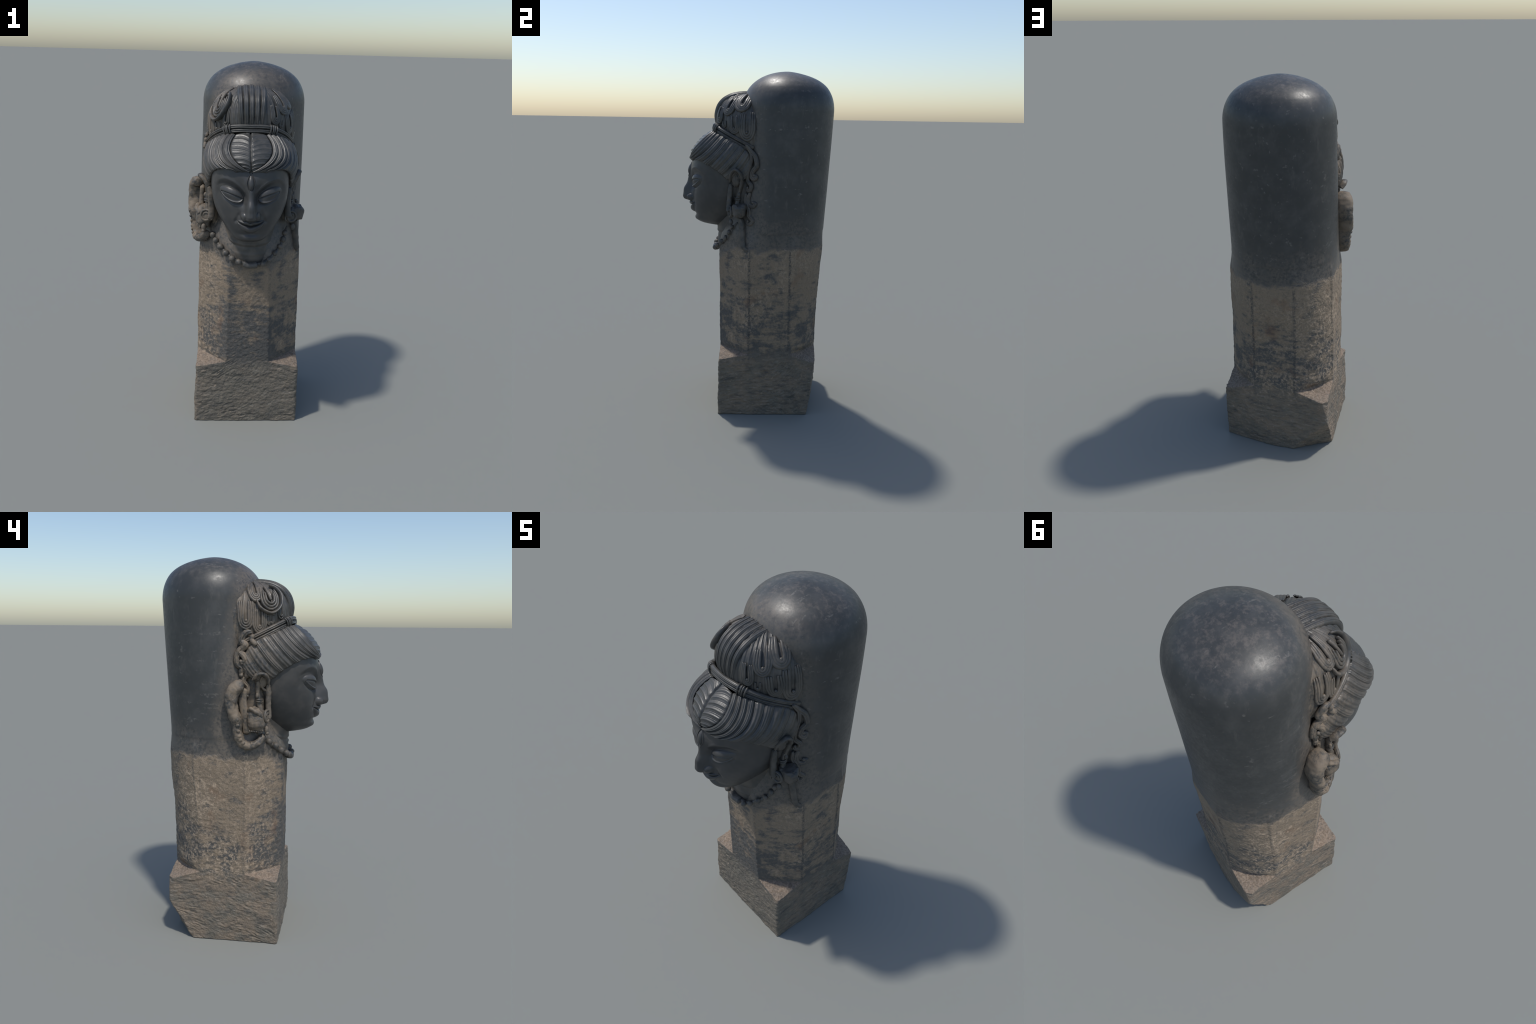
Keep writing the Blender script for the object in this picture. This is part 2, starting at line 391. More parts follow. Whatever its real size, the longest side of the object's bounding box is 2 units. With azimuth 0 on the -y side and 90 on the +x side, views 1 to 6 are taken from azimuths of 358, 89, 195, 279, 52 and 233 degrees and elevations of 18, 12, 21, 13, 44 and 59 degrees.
def build_shaft():
    P, TH = shaft_rings()
    n = grid_normals(P, closed=True)
    n = -n if (n[20, 0, 0] < 0) else n
    x, y, z = P[..., 0], P[..., 1], P[..., 2]
    # tool marks: short oblique chisel furrows, strong on the block, fading up the shaft
    per = np.where(np.abs(n[..., 0]) > np.abs(n[..., 1]), y, x)
    face = np.round(np.arctan2(n[..., 1], n[..., 0]) / (math.pi / 4)) * 3.7
    tilt = np.radians(16 + 26 * vnoise(x*2.6, y*2.6, z*3.2, 23))
    a = per * np.cos(tilt) + z * np.sin(tilt); b = -per * np.sin(tilt) + z * np.cos(tilt)
    b = b + .010 * fbm(x*12, y*12, z*12, 22, 3)
    st1 = 1 - 2 * np.abs(vnoise(a * 22, b * 72, face, 24)); st2 = vnoise(a * 40, b * 140, face, 25)
    marks = (.75 * st1 + .6 * st2) * (.35 + .65 * sstep(-.4, .3, fbm(x*11, y*11, z*11, 31, 2)))
    pits = fbm(x*70, y*70, z*70, 26)
    amp = pchip([0, .33, .345, .40, .62, .85, 1.0, 1.08, 2.0], [.0040, .0040, .0020, .0022, .0016, .0009, .0004, 0, 0], z)
    amp2 = pchip([0, .33, .45, .85, 1.0, 1.08, 2.0], [.0030, .0028, .0022, .0018, .0008, 0.0000, 0], z)
    lump = .0055 * fbm(x*7, y*7, z*7, 27, 4) * (1 - sstep(.95, 1.1, z)) + .0012 * fbm(x*3, y*3, z*3, 28, 2)
    amp = amp * (0.6 + .5 * fbm(x*5, y*5, z*5, 29))
    P = P + n * (amp * marks + amp2 * pits + lump)[..., None]
    # scored line and slight step where the polished part begins
    step = .0022 * sstep(1.085, 1.10, z + .004 * vnoise(x*4, y*4, 0, 30)) * sstep(-.1, .15, y)
    P = P + n * step[..., None]
    P[..., 2] = np.clip(P[..., 2], 0, 2.0)
    rows, cols = P.shape[:2]
    # soften the foot's lower rim
    V = P.reshape(-1, 3)
    F = grid_faces(rows, cols, closed=True)
    zmid = P[:, :, 2].mean(1)
    apex = len(V); V = np.vstack([V, [P[-1].mean(0)], [[P[0, :, 0].mean(), P[0, :, 1].mean(), 0.0]]])
    capt = [[(rows-1)*cols + j, (rows-1)*cols + (j+1) % cols, apex] for j in range(cols)]
    capb = [[(j+1) % cols, j, apex + 1] for j in range(cols)]
    # whole-body normals, then split by region
    tmp = bpy.data.meshes.new('tmp'); tmp.from_pydata(V.tolist(), [], F + capt + capb); tmp.update()
    nrm = np.zeros(len(V) * 3); tmp.vertices.foreach_get('normal', nrm); nrm = nrm.reshape(-1, 3)
    bpy.data.meshes.remove(tmp)
    rcut1 = int(np.searchsorted(zmid, .376)); rcut2 = int(np.searchsorted(zmid[:int(rows*.8)], 1.06))
    def piece(name, r0, r1, extra=()):
        idx = np.arange(r0 * cols, (r1 + 1) * cols); mp = {}
        faces = [f for f in F[r0 * cols: r1 * cols]] + list(extra)
        used = sorted(set(idx.tolist()) | {i for f in extra for i in f})
        mp = {g: l for l, g in enumerate(used)}
        ob = mesh_object(name, V[used], [[mp[i] for i in f] for f in faces], MAT_PILLAR, root)
        ob.data.normals_split_custom_set_from_vertices(nrm[used].tolist())
        return ob
    piece('square_base', 0, rcut1, capb)
    piece('octagonal_shaft', rcut1, rcut2)
    piece('domed_shaft', rcut2, rows - 1, capt)
build_shaft()

# --------------------------------------------------------------------- head
def head_xc(z): return .016 + (1.50 - np.asarray(z)) * .012

FZ = [1.575, 1.54, 1.50, 1.45, 1.40, 1.35, 1.30, 1.25, 1.20, 1.17, 1.145, 1.130, 1.120, 1.112, 1.106, 1.100]
FY = [-.340, -.362, -.378, -.387, -.383, -.372, -.371, -.373, -.369, -.364, -.360, -.344, -.322, -.286, -.245, -.190]
FW = [.194, .199, .201, .202, .202, .199, .190, .172, .143, .121, .098, .080, .064, .050, .040, .030]
FB = [-.14, -.14, -.14, -.14, -.14, -.14, -.145, -.15, -.165, -.185, -.205, -.215, -.222, -.230, -.215, -.18]
BROW_X = [0, .022, .055, .09, .13, .165, .20]
BROW_Z = [1.365, 1.380, 1.413, 1.437, 1.447, 1.430, 1.39]

def face_relief(X, z):
    """outward (-y) relief of nose, eyes, mouth over the smooth face"""
    A = np.abs(X)
    h = np.zeros_like(X)
    # eye sockets under crisp brows
    bz = pchip(BROW_X, BROW_Z, A)
    below = bz - z
    lat = sstep(.012, .04, A) * (1 - sstep(.150, .185, A))
    sock = sstep(-.010, .022, below) * (1 - sstep(.030, .115, below))
    h -= .013 * sock * lat
    h += .0025 * gauss(below + .004, .008) * sstep(.01, .04, A) * (1 - sstep(.13, .175, A))
    # eyeball and lids
    ec = .094; ez = 1.374 + .30 * (A - ec)
    ex = (A - ec) / .060; ey = (z - ez) / .037
    rr = ex**2 + ey**2
    h += .023 * np.sqrt(np.clip(1 - rr, 0, 1)) * (rr < 1)
    # upper-lid edge: a lip over the half-closed eye
    s = np.clip((A - ec) / .054, -1, 1)
    arch = np.sqrt(np.clip(1 - s**2, 0, 1))
    upz = ez - .002 + .010 * arch
    loz = ez - .031 * arch + .002
    inside = (np.abs(A - ec) < .054)
    h -= .0035 * gauss(z - (upz - .003), .0025) * inside * arch**.5
    h -= .0040 * sstep(0, .003, upz - z) * (1 - sstep(-.002, .002, loz - z)) * inside * (1 - .9 * arch * 0)
    h += .0055 * gauss(z - loz, .0030) * inside
    h -= .0030 * gauss(z - (loz - .009), .005) * inside
    # nose
    rz = [1.235, 1.247, 1.253, 1.258, 1.266, 1.277, 1.300, 1.323, 1.355, 1.385, 1.41, 1.44, 1.47]
    rh = [0, .010, .029, .048, .060, .066, .063, .060, .044, .030, .018, .008, 0]
    rw = [.010, .018, .022, .025, .026, .026, .023, .020, .0165, .016, .022, .03, .03]
    H = pchip(rz, rh, z); W = pchip(rz, rw, z)
    prof = np.exp(-(A / (W * 1.25)) ** 2.6)
    h += H * prof
    # nose flanks and nostril wings
    wg = np.clip(1 - ((A - .029) / .0225)**2 - ((z - 1.2735) / .0235)**2, 0, 1)
    h = np.maximum(h, np.where(wg > 0, .006 + .032 * wg ** .62, -1))
    h += .012 * gauss(A - .030, .02) * gauss(z - 1.315, .03)
    # mouth: muzzle, lips, parting, corners
    h += .008 * gauss(X, .050) * gauss(z - 1.222, .034) + .013 * gauss(X, .036) * gauss(z - 1.243, .012)
    ml = 1.222 + .020 * (A / .066) ** 1.8 - .003 * gauss(X, .009)
    mw = np.clip(1 - (A / .070) ** 2, 0, 1)
    ul = ml + .022 * mw**.6 + .003 * gauss(A - .016, .010) - .004 * gauss(X, .007)
    ll = ml - .038 * mw**.6
    up = np.clip((z - ml) / np.maximum(ul - ml, 1e-4), -1, 2); lo = np.clip((ml - z) / np.maximum(ml - ll, 1e-4), -1, 2)
    h += .012 * np.clip(1 - (2*up - 1) ** 2, 0, 1) ** .7 * mw**.6
    h += .020 * np.power(np.clip(1 - (2*np.clip(lo * .93 + .02, 0, 1) - 1) ** 2, 0, 1), .6) * mw**.6 * (lo > 0)
    h -= .006 * gauss(z - ml, .0030) * (1 - sstep(.060, .076, A))
    h -= .006 * gauss(A - .072, .008) * gauss(z - 1.243, .009)
    h -= .008 * gauss(z - 1.174, .009) * gauss(X, .042)
    h += .007 * gauss(z - 1.149, .016) * gauss(X, .035)
    h -= .003 * gauss(X, .0045) * sstep(1.238, 1.242, z) * (1 - sstep(1.250, 1.256, z))
    # cheeks and smile lines
    h += .006 * gauss(A - .10, .035) * gauss(z - 1.285, .035)
    h -= .003 * gauss(A - (.052 + (1.29 - z) * .45), .007) * sstep(1.225, 1.25, z) * (1 - sstep(1.27, 1.295, z))
    return h

def superhalf(phi, n):
    s, c = np.sin(phi), np.cos(phi)
    return np.sign(s) * np.abs(s) ** (2 / n), np.abs(c) ** (2 / n)

def build_face():
    za = np.concatenate([np.linspace(1.575, 1.47, 40, endpoint=False), np.linspace(1.47, 1.15, 300, endpoint=False),
                         np.linspace(1.15, 1.118, 50, endpoint=False), np.linspace(1.118, 1.100, 36)])
    xs = np.linspace(-1, 1, 341)
    # even spacing across the front
    phi = np.arcsin(np.sign(xs) * np.abs(xs)) * .45 + xs * math.pi/2 * .55
    yf = pchip(FZ, FY, za)[:, None]; w = pchip(FZ, FW, za)[:, None]; yb = pchip(FZ, FB, za)[:, None]
    sx, cy = superhalf(phi[None], 2.6)
    X = w * sx; Y = yb + (yf - yb) * cy
    Z = np.broadcast_to(za[:, None], X.shape)
    front = sstep(.15, .45, cy)
    Y = Y - face_relief(X, Z) * front * sstep(1.118, 1.14, Z)
    P = np.stack([X + head_xc(Z), Y, Z], -1)
    # side walls running back into the pillar
    k = 24
    ext = np.linspace(0, 1, k + 1)[1:]
    def wall(col):
        base = P[:, col][:, None]
        tgt = base.copy(); tgt[..., 1] = .06; tgt[..., 0] = head_xc(base[..., 2]) + (base[..., 0] - head_xc(base[..., 2])) * .93
        return base + (tgt - base) * ext[None, :, None]
    P = np.concatenate([wall(0)[:, ::-1], P, wall(-1)], axis=1)
    V = P.reshape(-1, 3)
    mesh_object('head', V, grid_faces(*P.shape[:2]), MAT_FACE, root)
build_face()

def face_y(X, z):
    yf = pchip(FZ, FY, z); w = pchip(FZ, FW, z); yb = pchip(FZ, FB, z)
    return yb + (yf - yb) * np.clip(1 - (np.abs(X) / w) ** 2.6, 0, 1) ** (1 / 2.6)

def build_third_eye():
    # almond boss with a raised rim, point up and down
    zc, hh, hw = 1.436, .051, .0245
    B = Builder()
    u = np.linspace(-1, 1, 49); v = np.linspace(-1, 1, 33)
    U, Vv = np.meshgrid(u, v, indexing='ij')
    wd = hw * np.clip(1 - np.abs(U) ** 1.7, 0, 1) ** .95 * (1 - .12 * U)
    X = wd * Vv; Z = zc - U * hh
    base = -face_y(X, Z) + np.maximum(face_relief(X, Z), 0) - .005 - .003 * sstep(0, 1, U)
    hump = .015 * np.sqrt(np.clip(1 - (Vv / .62) ** 2, 0, 1)) * np.clip(1 - (np.abs(U + .06) / .72) ** 2, 0, 1) ** .6
    rim = .009 * gauss(np.abs(Vv) - .84, .09)
    low = .002
    Y = -(base + np.maximum(np.maximum(hump, rim), low) * (1 - np.abs(U) ** 10) + .004 * (1 - np.abs(Vv) ** 8) * (1 - np.abs(U) ** 6))
    P = np.stack([X + head_xc(Z), Y, Z], -1)
    mesh_object('third_eye', P.reshape(-1, 3), grid_faces(*P.shape[:2], flip=True), MAT_FACE, root)
build_third_eye()

def build_neck():
    za = np.concatenate([np.linspace(1.24, .99, 90, endpoint=False), np.linspace(.99, .93, 16)])
    phi = np.linspace(-math.pi * .62, math.pi * .62, 200)
    yf = pchip([.93, .96, 1.0, 1.06, 1.11, 1.24], [-.195, -.222, -.232, -.231, -.236, -.23], za)[:, None]
    w = pchip([.93, .98, 1.05, 1.12, 1.24], [.165, .172, .166, .156, .165], za)[:, None]
    s, c = np.sin(phi)[None], np.cos(phi)[None]
    X = w * s; Y = -.04 + (yf + .04) * np.sign(c) * np.abs(c) ** .85
    Z = za[:, None] + .11 * (1 - c) * np.clip((1.24 - za[:, None]) / .2, 0, 1) * 0
    Z = np.broadcast_to(Z, X.shape)
    # fold rings of the throat
    arc = Z - .055 * (1 - np.clip(c, 0, 1))
    fold = .0035 * gauss(arc - 1.075, .006) - .003 * gauss(arc - 1.062, .005) + .0025 * gauss(arc - 1.02, .007)
    P = np.stack([X * (1 + fold * .8) + head_xc(Z) + .003, Y - fold * np.clip(c, 0, 1), Z], -1)
    mesh_object('neck', P.reshape(-1, 3), grid_faces(*P.shape[:2]), MAT_NECK, root)
build_neck()

# --------------------------------------------------------------------- hair
HXC = .016
# control curves of one side (x measured from the parting): hairline, belly, band
H_V = [0, .2, .4, .55, .75, .9, 1.0]
HAIRLINE = [(.000, -.389, 1.492), (.070, -.389, 1.499), (.138, -.357, 1.504), (.178, -.292, 1.482), (.203, -.215, 1.436), (.212, -.165, 1.396), (.216, -.115, 1.378)]
BELLY = [(.098, -.352, 1.570), (.150, -.330, 1.560), (.188, -.285, 1.550), (.210, -.235, 1.533), (.234, -.160, 1.490), (.240, -.105, 1.442), (.237, -.062, 1.405)]
BAND = [(.076, -.260, 1.656), (.118, -.240, 1.650), (.160, -.205, 1.633), (.190, -.165, 1.612), (.222, -.090, 1.578), (.236, -.045, 1.530), (.238, -.020, 1.460)]

def spl(tab, v):
    t = np.array(tab); return np.stack([pchip(H_V, t[:, i], v) for i in range(3)], -1)

def hair_patch(nv, nt, side):
    v = np.linspace(0, 1, nv); t = np.linspace(0, 1, nt)[:, None, None]
    S, M, E = spl(HAIRLINE, v), spl(BELLY, v), spl(BAND, v)
    C = 2 * M - .5 * (S + E)                     # quadratic through the belly at t = .5
    P = (1-t)**2 * S[None] + 2*t*(1-t) * C[None] + t**2 * E[None]
    P[..., 0] *= (1.045 - .06 * sstep(.6, 1, v)[None]) if side > 0 else -1.005
    P[..., 0] += HXC + (1.5 - P[..., 2]) * .02
    return P, v

def outward(P, c=(HXC, -.05, 1.46)):
    n = grid_normals(P)
    d = P - np.array(c)
    sg = np.sign((n * d).sum(-1, keepdims=True)); sg[sg == 0] = 1
    return n * sg

def build_hair():
    cap = Builder()
    # smooth core under the strands
    core = []
    nst = 10
    strands = []
    for side in (-1, 1):
        per = 20
        nv = nst * per + 1; nt = 72
        P, v = hair_patch(nv, nt, side)
        n = outward(P)
        tt = np.linspace(0, 1, nt)[:, None]
        # strand borders: widths vary from lock to lock
        rg = np.random.default_rng(5 + side)
        wd = .75 + .5 * rg.random(nst); edges = np.concatenate([[0], np.cumsum(wd)]); edges /= edges[-1]
        k = np.clip(np.searchsorted(edges, v, side='right') - 1, 0, nst - 1)
        f = (v - edges[k]) / (edges[k+1] - edges[k])
        ridge = np.sqrt(np.clip(1 - (2*f - 1) ** 2, 0, 1))
        fine = np.cos(2 * math.pi * f * (3 + (k % 2)))
        env = sstep(0, .05, tt) * (1 - .3 * sstep(.9, 1, tt))
        amp = .0118 * pchip([0, .15, .6, 1], [.8, 1.0, .95, .6], v)[None]
        h = amp * ridge[None] * (.55 + .45 * env) + .0013 * fine[None] * env - .002
        h = h + .0012 * fbm(P[..., 0]*25, P[..., 1]*25, P[..., 2]*25, 41)
        Q = P + n * h[..., None]
        # curl the hairline end and the band end inwards
        inw = np.array([0, .05, 0.0])
        lip = Q[:1] * .9 + P[:1] * .1 - n[:1] * .016 + np.array([0, .004, -.001])
        lip2 = lip - n[:1] * .02 + np.array([0, .02, 0])
        Q = np.concatenate([lip2, lip, Q, Q[-1:] - n[-1:] * .02 + np.array([0, .01, .01])], 0)
        for s in range(nst):
            a = int(round(edges[s] * (nv - 1))); b = int(round(edges[s+1] * (nv - 1)))
            sub = Q[:, a:b+1]
            strands.append((sub, side < 0))
        core.append((P - n * .004, side < 0))
        # heart-shaped front lobe between the parting and the innermost lock
        na, nb = 44, 150
        a = np.linspace(0, 1, na)[None, :, None]; b = np.linspace(0, 1, nb)
        pz = [1.490, 1.51, 1.536, 1.581, 1.626, 1.664]; py = [-.386, -.388, -.388, -.362, -.322, -.258]
        zc = 1.490 + (1.664 - 1.490) * b
        part = np.stack([np.full(nb, HXC) + (1.5 - zc) * .02, pchip(pz, py, zc), zc], -1)
        bord = P[np.clip((b * (nt - 1)).astype(int), 0, nt-1), 0] * 1.0
        ti = b * (nt - 1); i0 = np.minimum(ti.astype(int), nt - 2); fr = (ti - i0)[:, None]
        bord = P[i0, 0] * (1 - fr) + P[i0 + 1, 0] * fr
        R = part[:, None] * (1 - a) + bord[:, None] * a
        nn = outward(R)
        A = a[..., 0]; Bb = b[:, None]
        dome = -.008 + .008 * np.sqrt(np.clip(1 - (2*A - .9) ** 2 / 1.21, 0, 1)) * sstep(0, .25, Bb) - .004 * gauss(A, .05)
        beta = Bb - .11 * (1 - (1 - A) ** 3)
        nl = 8.5
        ph = beta * nl + .15 * np.sin(9 * beta)
        fl = ph - np.floor(ph)
        rl = np.sqrt(np.clip(1 - (2*fl - 1) ** 2, 0, 1)) + .18 * np.cos(2*math.pi*fl*2)
        env = sstep(0.01, .07, A) * sstep(0, .08, Bb) * (1 - sstep(.90, 1, A))
        R = R + nn * (dome + .0058 * rl * env)[..., None]
        strands_front.append((R, side < 0))
    B = Builder()
    for P, fl in core:
        B.add(P.reshape(-1, 3), grid_faces(*P.shape[:2], flip=not fl))
    hair = B.make('hair', MAT_HAIR, root)
    for sub, fl in strands:
        mesh_object('hair_strand', sub.reshape(-1, 3), grid_faces(*sub.shape[:2], flip=not fl), MAT_HAIR, hair)
    for R, fl in strands_front:
        mesh_object('hair_lobe', R.reshape(-1, 3), grid_faces(*R.shape[:2], flip=fl), MAT_HAIR, hair)
    return hair
strands_front = []
hair = build_hair()

# ------------------------------------------------------------------ topknot
KX = .023
KZ = [1.56, 1.60, 1.65, 1.713, 1.75, 1.78, 1.81, 1.838, 1.862, 1.878, 1.884]
KH = [.216, .220, .223, .221, .212, .199, .178, .148, .108, .068, .028]
KY = [-.20, -.222, -.234, -.243, -.243, -.236, -.222, -.198, -.164, -.122, -.07]
KN = 2.05
def knot_point(phi, z):
    """point on the bun; phi in degrees from the front (+ towards +x)"""
    phi = np.radians(np.asarray(phi, float)); z = np.asarray(z, float)
    hx = pchip(KZ, KH, z); hy = -pchip(KZ, KY, z)
    s, c = np.sin(phi), np.cos(phi)
    r = (np.abs(s / hx) ** KN + np.abs(c / hy) ** KN) ** (-1 / KN)
    return np.stack([KX + r * s, -r * c, z], -1)
def knot_normal(phi, z):
    e = .6; dz = .003
    du = knot_point(np.asarray(phi) + e, z) - knot_point(np.asarray(phi) - e, z)
    dv = knot_point(phi, np.minimum(np.asarray(z) + dz, 1.884)) - knot_point(phi, np.asarray(z) - dz)
    n = np.cross(du, dv); return n / np.maximum(np.linalg.norm(n, axis=-1, keepdims=True), 1e-9)

def build_topknot():
    zr = np.concatenate([np.linspace(1.56, 1.80, 90, endpoint=False), np.linspace(1.80, 1.884, 60)])
    ph = np.linspace(-112, 112, 420)
    PH, ZZ = np.meshgrid(ph, zr)
    P = knot_point(PH, ZZ); n = knot_normal(PH, ZZ)
    comb = .0016 * np.cos(PH * .95 + 3 * vnoise(PH * .05, ZZ * 9, 0, 3)) + .0006 * np.cos(PH * 2.3)
    P = P + n * comb[..., None]
    top = np.array([[KX, 0.0, 1.886]])
    V = np.vstack([P.reshape(-1, 3), top]); r, c = P.shape[:2]
    F = grid_faces(r, c) + [[(r-1)*c + j, (r-1)*c + j + 1, r*c] for j in range(c - 1)]
    knot = mesh_object('topknot', V, F, MAT_HAIR, root)
    # broad combed band of strands running up over the front
    nb = 5
    prof_z = [1.690, 1.72, 1.75, 1.783, 1.813, 1.840, 1.858, 1.870, 1.877, 1.879, 1.878]
    prof_y = [-.232, -.239, -.242, -.236, -.223, -.199, -.170, -.139, -.100, -.066, -.030]
    for i in range(nb):
        f = (i - (nb - 1) / 2) / nb
        lo, hi = .118, .150
        t = np.linspace(0, 1, len(prof_z))
        x = KX - .004 + f * (lo + (hi - lo) * np.sin(np.clip(t * 1.3, 0, 1) * math.pi / 2)) - .002 * t
        pts = curve(np.stack([x, prof_y, prof_z], -1), 60)
        nrm = np.stack([np.zeros(60), -np.gradient(pts[:, 2]), np.gradient(pts[:, 1])], -1)
        B = Builder()
        w = .0155 * (lo + (hi - lo) * np.linspace(.3, 1, 60)) / .150
        nrm = nrm / np.linalg.norm(nrm, axis=1, keepdims=True)
        pts = pts - nrm * (.005 + .007 * (f / .4) ** 2)
        B.tube(pts, w, .0140, nrm, k=20, power=2.2)
        for q in (-.35, .3):
            B.tube(pts + nrm * .0122 + np.array([1, 0, 0]) * (w * q)[:, None], .0035, .0028, nrm, k=8)
        B.make('topknot_strand', MAT_HAIR, knot)
    return knot
topknot = build_topknot()

def knot_curve(pts, n, lift=0.0):
    q = curve(pts, n); P = knot_point(q[:, 0], q[:, 1]); N = knot_normal(q[:, 0], q[:, 1])
    return P + N * lift, N

def hair_loop(p_left, p_bot, p_right, width, ridges=3, rad=.0065, lift=.004, knob=True):
    """U-shaped hanging loop of combed hair: nested ridges with a small knob inside.
    points are (phi, z); width in degrees of phi of the outer ridge pitch"""
    B = Builder()
    (a0, b0), (a1, b1), (a2, b2) = p_left, p_bot, p_right
    hw = (a2 - a0) / 2; hz = max(b0, b2) - b1
    for i in range(ridges):
        s = 1 - i / (ridges + .35)
        # U: down left side, round the bottom, up right side
        cx = (a0 + a2) / 2
        def px(q): return cx + (q - cx)
        zb = b1 + (1 - s) * .028 * (hz / .09)
        w = abs(hw) * s
        r = min(.55 * hz, w * .0045)
        cb = a1
        pts = [(cx - w + (a0 + hw - cx), b0), (cb - w, zb + r + .3 * (b0 - zb - r)), (cb - w * .97, zb + r), (cb - w * .62, zb + r * .28), (cb, zb), (cb + w * .62, zb + r * .28),
               (cb + w * .97, zb + r), (cb + w, zb + r + .3 * (b2 - zb - r)), (cx + w + (a0 + hw - cx), b2)]
        P, N = knot_curve(pts, 64, lift + .0015 * i)
        B.tube(P, max(rad * (1 - .08 * i), abs(hw) * .0042 / (ridges + .35) * .62) * swell(64, .15, .15, .5), rad * 1.05 * swell(64, .2, .2, .3), N, k=12)
    if knob:
        P = knot_point(a1, b1 + .026 * (hz / .09)); N = knot_normal(np.array([a1]), np.array([b1 + .025]))[0]
        B.ball(P + N * .006, (rad * 1.25,) * 3, nu=14, nv=9)
    return B.make('hair_loop', MAT_HAIR, topknot)

# +x side
hair_loop((22, 1.795), (28, 1.706), (33, 1.790), 5)
hair_loop((33, 1.838), (43, 1.752), (52, 1.845), 7, rad=.007)
hair_loop((52, 1.862), (64, 1.776), (79, 1.858), 8, rad=.0075)
hair_loop((46, 1.745), (56, 1.652), (64, 1.745), 6, rad=.006, lift=.002)
hair_loop((65, 1.760), (75, 1.615), (86, 1.765), 6, rad=.006, lift=.001)

# hair band
def build_band():
    front = [(.238, -.030, 1.565), (.232, -.075, 1.588), (.215, -.125, 1.614), (.185, -.178, 1.642), (.150, -.214, 1.662), (.112, -.240, 1.677), (.06, -.254, 1.684), (0, -.258, 1.684)]
    full = [(x, y, z) for x, y, z in front] + [(-x, y, z) for x, y, z in front[-2::-1]]
    pts = curve(full, 160); pts[:, 0] += HXC - .001; pts[:, 1] += .005; pts[:, 0] += -.012 * (pts[:, 0] - HXC) / .24
    d = pts - np.array([HXC, 0, 1.64]); d[:, 2] *= .3; up = d / np.linalg.norm(d, axis=1, keepdims=True)
    B = Builder()
    t = np.gradient(pts, axis=0); t /= np.linalg.norm(t, axis=1, keepdims=True)
    s = np.cross(t, up); s /= np.linalg.norm(s, axis=1, keepdims=True)
    if s[80, 2] < 0: s = -s
    for o in (.0105, -.0105):
        B.tube(pts + s * o - up * .003, .0105, .0105, up, k=14, power=2.4)
        B.tube(pts + s * (o + .004) + up * .0062, .0034, .003, up, k=8)
        B.tube(pts + s * (o - .004) + up * .0060, .0030, .003, up, k=8)
    band = B.make('hair_band', MAT_HAIR, root)
    for sx in (-1, 1):
        i = int(np.argmin(np.abs(pts[:, 0] - (HXC - .004 + sx * .112))))
        for q in range(4):
            j = i + int((q - 1.5) * 3)
            B = Builder()
            a = np.linspace(0, 2*math.pi, 30)
            loop = pts[j] + np.outer(np.cos(a), s[j]) * .023 + np.outer(np.sin(a), up[j]) * .015
            nr = np.outer(np.cos(a), s[j]) + np.outer(np.sin(a), up[j])
            B.tube(loop, .0042, .004, nr, k=10)
            B.make('band_clasp', MAT_HAIR, band)
build_band()

# -x side loops
hair_loop((-76, 1.855), (-67, 1.772), (-56, 1.865), 8, rad=.008)
hair_loop((-90, 1.775), (-81, 1.640), (-72, 1.770), 6, rad=.007, lift=.003)
hair_loop((-72, 1.730), (-64, 1.622), (-56, 1.725), 6, rad=.007, lift=.004)
hair_loop((-55, 1.700), (-49.5, 1.658), (-44, 1.705), 4, ridges=2, rad=.005, lift=.001)
hair_loop((-37, 1.790), (-34, 1.690), (-29, 1.785), 3, ridges=2, rad=.005, lift=.001, knob=False)
hair_loop((35, 1.72), (38, 1.682), (41, 1.72), 3, ridges=2, rad=.0045, lift=.001)

def big_curl():
    # large rolled lock with a projecting lip
    B = Builder()
    lip = [(-67, 1.772), (-64, 1.742), (-57, 1.722), (-49, 1.716), (-41, 1.732), (-35, 1.762), (-32, 1.800), (-34, 1.828), (-40, 1.842)]
    P, N = knot_curve(lip, 70, .012)
    B.tube(P, .008 * swell(70, .2, .3, .4), .017 * swell(70, .25, .35, .3), N, k=16)
    for i, sc in enumerate((.80, .60, .40)):
        c = np.array([-48, 1.785])
        q = [tuple(c + (np.array(p) - c) * np.array([sc, sc])) for p in [(-62, 1.835), (-63, 1.765), (-57, 1.728), (-48, 1.720), (-39, 1.742), (-35, 1.79), (-36, 1.83)]]
        P, N = knot_curve(q, 60, .008 + .001 * i)
        B.tube(P, .0075 * swell(60, .15, .15, .4), .010, N, k=14)
    P, N = knot_curve([(-50, 1.835), (-49, 1.800), (-48, 1.775)], 20, .008)
    B.tube(P, .007, .009, N, k=12)
    B.make('hair_loop', MAT_HAIR, topknot)
big_curl()

# --------------------------------------------------------- side locks of hair
def shaft_out(p):
    xl, xr, yf, yb = shaft_dims(p[:, 2])
    d = p - np.stack([(xl + xr) / 2, (yf + yb) / 2, p[:, 2]], -1)
    return d / np.linalg.norm(d, axis=1, keepdims=True)

